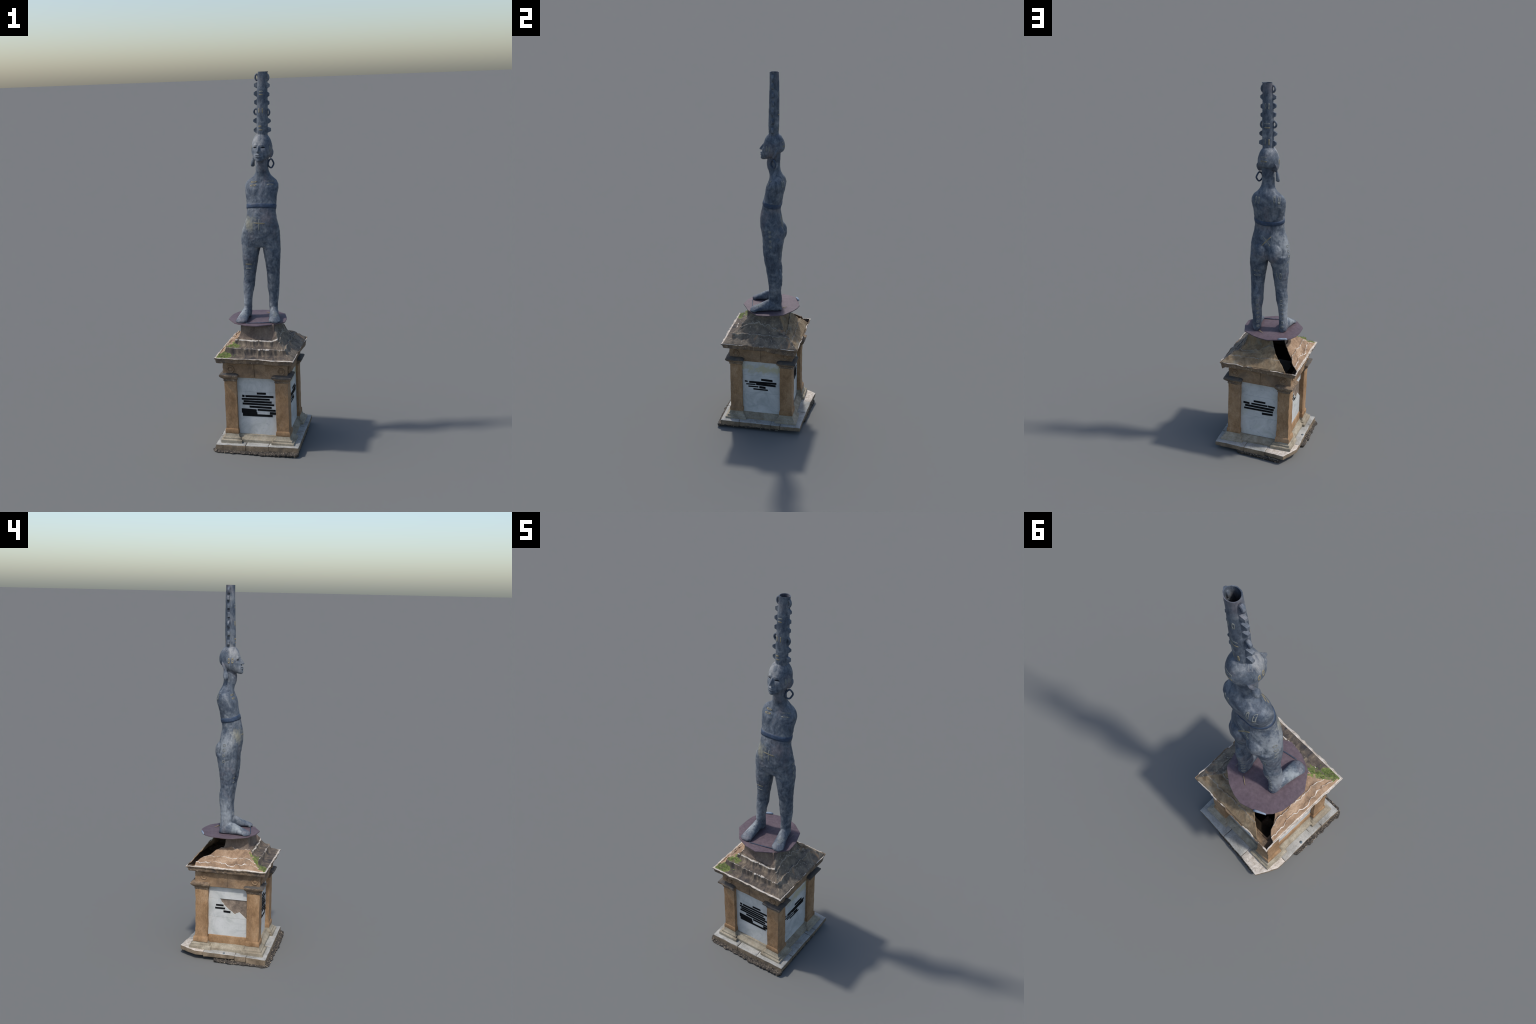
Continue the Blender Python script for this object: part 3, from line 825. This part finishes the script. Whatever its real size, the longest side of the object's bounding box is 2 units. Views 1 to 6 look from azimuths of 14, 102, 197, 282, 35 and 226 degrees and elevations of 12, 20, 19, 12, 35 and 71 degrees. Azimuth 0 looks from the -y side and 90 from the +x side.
# --- strips of gravel round the foot
def gravel(path, width, z_ins, drop, seed):
    n = 90; L = []
    for i in range(n):
        f = i / (n - 1); j = f * (len(path) - 1); a = int(min(j, len(path) - 2)); t = j - a
        p = Vector(path[a]).lerp(Vector(path[a + 1]), t); dirv = (Vector(path[a + 1]) - Vector(path[a])).normalized()
        L.append((p, Vector((dirv.y, -dirv.x))))
    V, F = [], []
    m = 8
    for i, (p, o) in enumerate(L):
        z_in = z_ins[0] + (z_ins[1] - z_ins[0]) * i / (n - 1); z_out = z_in - drop
        wd = width * (.75 + .5 * abs(nz((i * .11, seed, 0), 1.6, seed))) * (min(1, i / 4 + .4)) * min(1, (n - 1 - i) / 4 + .4)
        for k in range(m):
            f = k / (m - 1); q = p + o * (wd * f - .006)
            z = z_in + (z_out - z_in) * f + .0035 * nz((q.x, q.y, 0), 130, seed) + .003 * nz((q.x, q.y, 3), 45, seed)
            V.append((q.x, q.y, max(.0012, z)))
        for k in range(m):
            f = 1 - k / (m - 1); q = p + o * (wd * f - .006)
            V.append((q.x, q.y, max(.0, z_out * (f) + z_in * (1 - f) - .010 - .004 * abs(nz((q.x, q.y, 5), 60, seed)))))
    w2 = 2 * m
    for i in range(n - 1):
        for k in range(w2):
            kk = (k + 1) % w2
            F.append((i * w2 + k, (i + 1) * w2 + k, (i + 1) * w2 + kk, i * w2 + kk))
    F.append(tuple(range(w2))); F.append(tuple((n - 1) * w2 + k for k in range(w2)))
    make("gravel_strip", V, F, M_GRAVEL, pedestal, kind="stuff")
    return V


strips = [([(-.222, -.226), (.05, -.228), (.237, -.228)], .031, (.006, .021), .005, 1.0), ([(-.216, .060), (-.216, -.05), (-.216, -.240)], .029, (.016, .006), .006, 2.0),
          ([(.10, .238), (-.05, .246), (-.150, .256)], .013, (.022, .022), .007, 3.0), ([(.233, -.215), (.231, .0), (.230, .12)], .007, (.024, .026), .003, 4.0)]
allv = []
for s in strips:
    allv += gravel(*s)
peb = []
for _ in range(420):
    p = random.choice(allv)
    r = random.uniform(.0012, .0034)
    M = Matrix.Rotation(random.uniform(0, 6), 3, "Z") @ Matrix.Rotation(random.uniform(0, 6), 3, "X")
    peb.append(ellipsoid((p[0], p[1], max(p[2], r * .8)), (r, r * random.uniform(.6, 1), r * random.uniform(.5, .9)), M, 7, 5))
V, F = merge(peb)
make("pebbles", V, F, M_PEBBLE, pedestal, kind="stuff")

# --- mouldings between the corner bases
def side_frame(i):
    """maps (along, out, up) of side i to world: 0 front, 1 right, 2 back, 3 left"""
    a = math.radians(90) * i; c, s = round(math.cos(a)), round(math.sin(a))
    return lambda u, o, w: (c * u + s * o, s * u - c * o, w)


MOULD = [(.120, .040), (.190, .040), (.190, .058), (.186, .061), (.180, .063), (.174, .069), (.168, .073), (.166, .080), (.120, .080)]
for i in range(4):
    f = side_frame(i)
    prof = MOULD if i != 3 else [(.120, .040), (.181, .040), (.181, .057), (.178, .060), (.170, .063), (.166, .070), (.161, .074), (.160, .080), (.120, .080)]
    rings = []
    for u in np.linspace(-.106, .106, 24):
        rings.append([f(u, o, w) for o, w in dense(prof, .008)])
    V, F = loft(rings)
    make("base_moulding", wobble(V, .0016, 40, i * 5.0), F, M_BASE, pedestal, angle=40)
f = side_frame(3)
V, F = rbox(-.157, -.140, -.106, .106, .076, .124, .003)
make("plinth_band", V, F, M_SAND, pedestal, angle=40)
f = None

def pull(V, k=.96):
    return [(x * k if x < 0 else x, y, z) for x, y, z in V]


# --- four corner piers: base, shaft, band, capital
SQ = lambda a, b, z: [(a, a, z), (b, a, z), (b, b, z), (a, b, z)]


def square_ring(lo, hi, z, sx, sy, n=9):
    R = []
    for p, q in (((lo, lo), (hi, lo)), ((hi, lo), (hi, hi)), ((hi, hi), (lo, hi)), ((lo, hi), (lo, lo))):
        R += [((p[0] + (q[0] - p[0]) * k / n) * sx, (p[1] + (q[1] - p[1]) * k / n) * sy, z) for k in range(n)]
    return R


BASE_P = [(.084, .2060, .038), (.084, .2062, .046), (.084, .2060, .0555), (.0855, .2045, .0570), (.091, .1975, .0580), (.0925, .1955, .0590), (.093, .1950, .0660), (.0945, .1935, .0675), (.099, .1895, .0690), (.103, .1855, .0745), (.105, .1835, .082), (.106, .182, .086)]
SHAFT_P = [(.106, .1815, .085), (.1055, .1825, .088), (.1055, .1825, .107), (.1075, .1805, .111), (.109, .1780, .113)] + [(.109, .1775, z) for z in np.linspace(.125, .375, 18)] + [(.109, .1775, .388)]
CAP_P = [(.109, .1778, .384), (.1065, .181, .387), (.1060, .182, .393), (.1075, .180, .396), (.105, .184, .400), (.100, .190, .405), (.096, .197, .412), (.094, .2005, .417), (.094, .2005, .424), (.100, .195, .428), (.110, .184, .431)]
for j, (sx, sy) in enumerate(((-1, -1), (1, -1), (1, 1), (-1, 1))):
    melt = 2.2 if j == 3 else 1.0
    V, F = loft([square_ring(a, b, z if j != 3 else .046 + (z - .04) * 1.15, sx, sy, 12) for a, b, z in BASE_P])
    make("pier_base", pull(wobble(V, .0011 * melt, 36, j * 2.0), .945), F, M_BASE, pedestal, angle=28)
    V, F = loft([square_ring(a, b if j != 3 else b + .006 * max(0, min(1, (.150 - z) / .07)), z, sx, sy) for a, b, z in SHAFT_P])
    shaft = make("pier", pull(wobble(V, .0016 * melt, 26, 11 + j)), F, M_SAND, pedestal, angle=40)
    V, F = loft([square_ring(a, b, z, sx, sy, 10) for a, b, z in CAP_P])
    dark_from = (.4235, .4150, .4180, .60)[j]
    fm = [1 if (sum(V[i][2] for i in q) / len(q)) > dark_from else 0 for q in F]
    make("capital", pull(wobble(V, .0022, 34, 21 + j)), F, [M_CAP, M_CAPDARK], pedestal, face_mats=fm, angle=50)

# --- marble panels in three courses; the left one is broken open
def panel(i, poly, out0, out1, mat, name="marble_slab", amp=.0006, ch=.0008, step=.012):
    f = side_frame(i)
    V, F = prism(poly, out0, out1, ch, step, lambda u, v, w: f(u, w, v), amp=amp)
    make(name, V, F, mat, pedestal, angle=30)


rect = lambda u0, u1, z0, z1: [(u0, z0), (u1, z0), (u1, z1), (u0, z1)]
for i, mat, cuts in ((0, M_MARBLE, (.074, .205, .322, .414)), (1, M_MARBLEY, (.074, .207, .315, .414)), (2, M_MARBLE, (.074, .197, .3215, .414))):
    for z0, z1 in zip(cuts[:-1], cuts[1:]):
        panel(i, rect(-.111, .111, z0 + .0002, z1 - .0002), .144, .157 if i != 1 else .165, mat, ch=.0004)
# left side: along-axis runs toward -y
panel(3, rect(-.111, .111, .122, .2278), .142, .1515, M_MARBLE, ch=.0004)
panel(3, rect(-.111, .111, .3345, .418), .142, .1515, M_MARBLE)
BREAK = [(-.045, .334), (-.038, .325), (-.034, .314), (-.026, .309), (-.022, .300), (-.013, .291), (.000, .281), (.011, .271), (.022, .266), (.031, .256), (.040, .251),
         (.046, .258), (.055, .261), (.063, .266), (.072, .259), (.081, .250), (.089, .243), (.097, .236), (.104, .230), (.108, .2285)]
panel(3, [(-.111, .2285)] + [(-.111, .334)] + BREAK, .142, .1512, M_MARBLE, ch=.0006, step=.006)
V, F = rbox(-.1465, -.1405, -.112, .055, .222, .340, .002, .006, .0022, 45, 4.0)
make("rubble_core", V, F, M_RUBBLE, pedestal)

# --- black bars over the inscriptions
BARS = [
    (0, [(.002, .314, .052, .315, .012), (-.080, .297, -.067, .296, .012), (-.061, .296, .093, .299, .011), (-.083, .279, .072, .282, .011), (-.073, .266, .082, .267, .0115),
         (-.079, .253, .095, .252, .0105), (-.041, .237, .081, .236, .011), (-.085, .212, -.002, .210, .026), (.003, .221, .102, .221, .0105), (-.080, .198, .001, .199, .014),
         (.070, .205, .104, .205, .014), (-.080, .1875, .085, .190, .013)]),
    (1, [(-.001, .293, .065, .291, .013), (-.096, .276, -.080, .275, .008), (-.071, .273, .087, .276, .0115), (-.031, .263, .083, .260, .013), (-.089, .258, -.034, .260, .007),
         (-.076, .245, -.018, .246, .0075), (-.012, .245, .024, .243, .014), (-.047, .230, .038, .229, .009)]),
    (2, [(-.037, .291, .030, .291, .011), (-.096, .275, -.061, .273, .012), (-.050, .274, .043, .274, .010), (.046, .275, .085, .273, .0105), (-.086, .259, .079, .258, .012),
         (-.091, .242, .075, .243, .0105), (.013, .224, .074, .226, .012)]),
    (3, [(-.067, .297, -.024, .297, .010), (-.071, .280, -.015, .280, .010), (-.024, .264, .015, .262, .011)])]
nb = 0
for i, rows in BARS:
    f = side_frame(i)
    for u0, z0, u1, z1, h in rows:
        nb += 1
        jit = [random.uniform(-.0006, .0006) for _ in range(4)]
        poly = [(u0, z0 - h / 2 + jit[0]), (u1, z1 - h / 2 + jit[1]), (u1 + jit[2], z1 + h / 2), (u0 + jit[3], z0 + h / 2)]
        out = (.1575, .1655, .1575, .1518)[i] + .0005 + .00022 * (nb % 4)
        V, F = prism(poly, out - .006, out, 0, .02, lambda u, v, w: f(u, w, v), levels=1, amp=0)
        make("inscription_bar", V, F, M_BLACK, pedestal, smooth=False)

# --- drain hole on the slab
V, F = prism([(-.208 + .0065 * math.cos(t), .005 + .0065 * math.sin(t)) for t in np.linspace(0, 2 * math.pi, 16)[:-1]], .036, .0472, 0, .01, amp=0)
make("drain_cap", V, F, plain("dark_slate", (.10, .13, .15)), pedestal)

# --- frieze in four angle stones with roundels
for j, (sx, sy) in enumerate(((-1, -1), (1, -1), (1, 1), (-1, 1))):
    L = [(.0008, .1785), (.1785, .1785), (.1785, .0008), (.148, .0008), (.148, .148), (.0008, .148)]
    L = [(x * sx - .003, y * sy) for x, y in L]
    V, F = prism(L, .407, .490, .0015, .010, amp=.0012, scale=24, seed=31 + j)
    make("frieze_stone", pull(V), F, M_FRIEZE, pedestal, angle=35)


def roundel_mesh():
    rings = []
    for r, o in ((.0200, -.003), (.0198, .0030), (.0184, .0062), (.0160, .0060), (.0142, .0012), (.0118, -.0002), (.0100, .0015), (.0072, .0048), (.002, .0052)):
        rings.append([(r * (1 + .05 * math.cos(6 * t)) * math.cos(t), -o, r * (1 + .05 * math.cos(6 * t)) * math.sin(t)) for t in (2 * math.pi * k / 30 for k in range(30))])
    return loft(rings)


V, F = roundel_mesh()
proto = make("roundel", V, F, M_FRIEZE, pedestal, angle=60)
first = True
ROUND = [(0, -.137, .453), (0, .144, .452), (1, -.142, .455), (1, .141, .460), (2, -.143, .456), (2, .137, .457), (3, -.129, .464), (3, .152, .459)]
for i, uu, zz in ROUND:
    ob = proto if first else proto.copy()
    if not first:
        SCN.objects.link(ob)
    first = False
    fx, fy, fz = side_frame(i)(uu, .1785, zz)
    fx = fx * .965 if fx < 0 else fx
    ob.matrix_world = Matrix.Translation((fx, fy, fz)) @ Matrix.Rotation(math.radians(90) * i, 4, "Z")


# --- cornice and stepped cap: one perimeter net
NS = 96
n4 = 4 * NS


def per_point(h, side, s):
    x, y, _ = side_frame(side)(s * h, h, 0)
    return x, y


CORN = [(.172, .484), (.1795, .486), (.183, .489), (.188, .4905), (.196, .492), (.205, .4935), (.2085, .497), (.2095, .505), (.2105, .511), (.213, .515), (.2165, .518), (.2180, .5225), (.2165, .5245), (.2130, .5235)]
V, F, fm = [], [], []
for r, (h, z) in enumerate(CORN):
    for side in range(4):
        for k in range(NS):
            s = -1 + 2 * k / NS
            x, y = per_point(h, side, s)
            out = (h - .178) / .04
            a = .0050 * nz((x, y, z * .4), 24, 6) + .0034 * nz((x, y, z), 70, 8)
            if h > .19:
                rad = Vector((x, y)).normalized(); x += rad.x * a * out; y += rad.y * a * out
            zz = z + (.0026 * nz((x, y, 0), 40, 12) + .0042 * nz((x, y, 1), 13, 2)) * max(0, out)
            if side == 1 and s > .1 and r < 9:                   # thick broken lump at the back right
                zz -= .013 * min(1, (s - .1) / .6) * min(1, out * 1.5) * (1 if out > 0 else 0)
            V.append((x, y, zz))
for r in range(len(CORN) - 1):
    for k in range(n4):
        kk = (k + 1) % n4
        F.append((r * n4 + k, r * n4 + kk, (r + 1) * n4 + kk, (r + 1) * n4 + k))
        fm.append(1 if (r >= 11 and (k // NS in (0, 3) or nz(V[r * n4 + k], 30, 1) > -.1)) else 0)
lip_ring = V[-n4:]
make("cornice", pull(V, .968), F, [M_CAP, M_PALE], pedestal, face_mats=fm, angle=55)

# profile of each side of the cap: inset from the lip -> height
DS = (0, .004, .010, .022, .036, .044, .0465, .0480, .0490, .0505, .054, .060, .072, .084, .0885, .0910, .0925, .0945, .098, .106, .113, .1175, .1195, .1205, .1212)
Z_FRONT = (.5235, .5232, .525, .5275, .529, .531, .537, .548, .560, .5655, .5665, .567, .5685, .571, .574, .584, .594, .5995, .6005, .602, .606, .614, .630, .652, .683)
Z_RIGHT = (.5235, .526, .530, .538, .548, .555, .559, .562, .5645, .5665, .5690, .5735, .586, .606, .615, .620, .6235, .628, .635, .650, .664, .670, .673, .678, .683)
Z_BACK = (.5235, .530, .538, .553, .569, .579, .5815, .583, .585, .5875, .590, .596, .611, .626, .631, .6335, .6355, .638, .643, .653, .663, .669, .673, .678, .683)
Z_BACK2 = (.5235, .526, .531, .541, .555, .563, .565, .5665, .568, .5695, .5715, .575, .584, .595, .599, .602, .604, .6065, .610, .621, .636, .649, .658, .669, .683)
Z_LEFT = (.5235, .528, .534, .547, .558, .566, .568, .5695, .571, .5725, .574, .5765, .583, .592, .596, .598, .5995, .6015, .604, .609, .614, .624, .640, .660, .683)
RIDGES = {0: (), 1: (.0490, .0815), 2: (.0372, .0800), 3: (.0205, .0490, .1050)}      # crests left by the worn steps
_D = DS
DS = sorted(set(_D) | {round(c + o, 4) for v in RIDGES.values() for c in v for o in (-.006, -.0012, .0012, .006)} | {.0150, .029, .0665, .078, .0955, .1095})
fine = lambda Z: [float(z) for z in np.interp(DS, _D, Z)]
PROF = [fine(Z_FRONT), fine(Z_RIGHT), fine(Z_BACK), fine(Z_LEFT)]; Z_BACK2 = fine(Z_BACK2)
nr = len(DS)
# the hole in the back left corner: where the cut runs on either side of it
CUT_BACK = [(0, .745), (.027, .65), (.049, .555), (.081, .477), (.102, .423), (.1212, .40)]
CUT_LEFT = [(0, -.83), (.030, -.87), (.043, -.86), (.058, -.73), (.093, -.59), (.113, -.42), (.1212, -.34)]
K2, K3 = int(NS * .78), int(NS * .18)


def along(side, k, d):
    s = -1 + 2 * k / NS
    if side == 2:
        c = float(np.interp(d, *zip(*CUT_BACK))) + .010 * nz((d * 60, 1, 0), 1.0, 3)
        return -1 + (c + 1) * k / K2 if k <= K2 else c + (1 - c) * (k - K2) / (NS - K2)
    if side == 3:
        c = float(np.interp(d, *zip(*CUT_LEFT))) + .014 * nz((d * 60, 2, 0), 1.0, 3)
        return -1 + (c + 1) * k / K3 if k <= K3 else c + (1 - c) * (k - K3) / (NS - K3)
    return s


V = []; svals = []
for r in range(nr):
    for side in range(4):
        for k in range(NS):
            d0 = d = DS[r]; s = along(side, k, d); z = PROF[side][r]
            if side and r:
                fade = min(1, d / .02) * min(1, max(0, (.1212 - d) / .02)); yy = s * .18
                slip = (.0085 * nz((yy, d * .6, side), 16, 5) + .0048 * nz((yy, d, side), 60, 15) + (.006 * (1 - s * s) * (d - .02) / .05 if side == 1 else 0)) * fade * (1.5 if side == 3 else 1)
                d = max(.001, min(.1212, d + slip)); z = float(np.interp(d, DS, PROF[side]))
            if r == 0:
                j = (s + 1) / 2 * NS; j0 = min(NS - 1, int(j)); t = j - j0
                p, q = lip_ring[side * NS + j0], lip_ring[(side * NS + j0 + 1) % n4]
                V.append(tuple(p[i] + (q[i] - p[i]) * t for i in range(3))); svals.append(s); continue
            if side == 2:                                        # stands straighter beside the hole
                w2 = min(1, max(0, (s + .15) / .45)); z = z * w2 + float(np.interp(d, DS, Z_BACK2)) * (1 - w2)
            # neighbouring profiles blend over the hips
            if s < -.72:
                nb_, w_ = (side - 1) % 4, .5 * (-.72 - s) / .28
            elif s > .72:
                nb_, w_ = (side + 1) % 4, .5 * (s - .72) / .28
            else:
                nb_, w_ = side, 0
            z = z * (1 - w_) + float(np.interp(d, DS, PROF[nb_] if nb_ != 2 or side != 1 else Z_BACK2)) * w_
            vs = s if side == 1 else -s if side == 2 else 0
            if vs > .3 and .060 < d < .1207:                     # hollow along the back right hip
                z -= .018 * min(1, (vs - .3) / .5) * min(1, (d - .06) / .015) * min(1, (.1212 - d) / .02)
            x, y = per_point(.2130 - d, side, s)
            rag = 1.0 if side else .5
            mid = min(1, d / .03) * min(1, (.1212 - d) / .006)
            sh = (.0030 * nz((x, y, 0), 22, 4) + .0030 * nz((x, y, 0), 70, 14)) * mid * (1 if side else 1.2)     # ragged edges wander in and out
            fx, fy, _ = side_frame(side)(0, 1, 0)
            x += fx * sh; y += fy * sh
            z += (.0050 * nz((x, y, .5), 26, 9) + .0026 * nz((x, y, .2), 85, 3)) * mid * rag
            for c in RIDGES[side]:                               # raised crest, hollow just above it
                z += .0034 * math.exp(-((d0 - c) / .0026) ** 2) - .0034 * math.exp(-((d0 - c - .008) / .005) ** 2)
            if side == 3:                                        # crumpled folds on the left slope
                z += .003 * nz((x, y, 0), 48, 6) * mid
            if d < .022:
                z += .0042 * nz((x, y, 1), 13, 2) * (1 - d / .022)
            V.append((x, y, z)); svals.append(s)
F, fm = [], []
for r in range(nr - 1):
    for k in range(n4):
        kk = (k + 1) % n4; side = k // NS; ks = k % NS; s = svals[r * n4 + k]
        if (side == 2 and ks >= K2) or (side == 3 and ks < K3):
            continue
        q = (r * n4 + k, r * n4 + kk, (r + 1) * n4 + kk, (r + 1) * n4 + k)
        c = np.mean([V[i] for i in q], axis=0)
        m = side; e = nz(c, 35, 2) + .5 * nz(c, 110, 4)
        d = (DS[r] + DS[r + 1]) / 2
        on = lambda lo, hi: lo <= d <= hi
        if side == 0 and (on(.0498, .0522) and e > -.5 or on(.0935, .0965) and e > -.5 or (on(.0490, .0545) or on(.0925, .0985)) and e > .22):
            m = 4
        if side == 3 and any(on(c - .0013, c + .0013) for c in RIDGES[3][:2]) and e > -.45:
            m = 4
        if side == 3 and on(.1037, .1063) and e > .05:
            m = 4
        if side in (1, 2) and any(on(c - .0013, c + .0013) for c in RIDGES[side]) and e > -.35:
            m = 7
        if side == 0 and s < -.70 + .25 * nz(c, 60, 5) and (on(.006, .044) or on(.054, .086)):
            m = 5
        if side == 3 and s > .90 + .16 * nz(c, 45, 5) and d < .090:
            m = 5
        if r == 0 and side in (0, 3):
            m = 4
        if (d > .106 and side in (0, 3)) or (d > .112 and side == 1 and s < -.55):
            m = 6
        F.append(q); fm.append(m)
cap = make("stepped_cap", pull(V, .968), F, [M_ROOFF, M_ROOFR, M_ROOFB, M_ROOFL, M_PALE, M_GRASS, M_NECK, M_SEAM], pedestal, face_mats=fm, angle=60)
sol = cap.modifiers.new("t", "SOLIDIFY"); sol.thickness = .003; sol.offset = -1
# grass blades on the front left corner
blades = []
for _ in range(110):
    if random.random() < .6:
        x, y, z0 = random.uniform(-.198, -.150), random.uniform(-.205, -.176), .529
    else:
        x, y, z0 = random.uniform(-.160, -.118), random.uniform(-.158, -.136), .568
    hgt = random.uniform(.006, .016); w = random.uniform(.0007, .0014); a = random.uniform(0, 3.14); lx, ly = random.uniform(-.004, .004), random.uniform(-.004, .003)
    cx, sx = math.cos(a) * w, math.sin(a) * w
    blades.append(([(x - cx, y - sx, z0 - .003), (x + cx, y + sx, z0 - .003), (x - sx * .5, y + cx * .5, z0 - .003), (x + lx, y + ly, z0 + hgt)], [(0, 1, 3), (1, 2, 3), (2, 0, 3), (0, 2, 1)]))
V, F = merge(blades)
make("grass_blades", V, F, M_GRASS, pedestal, kind="stuff")
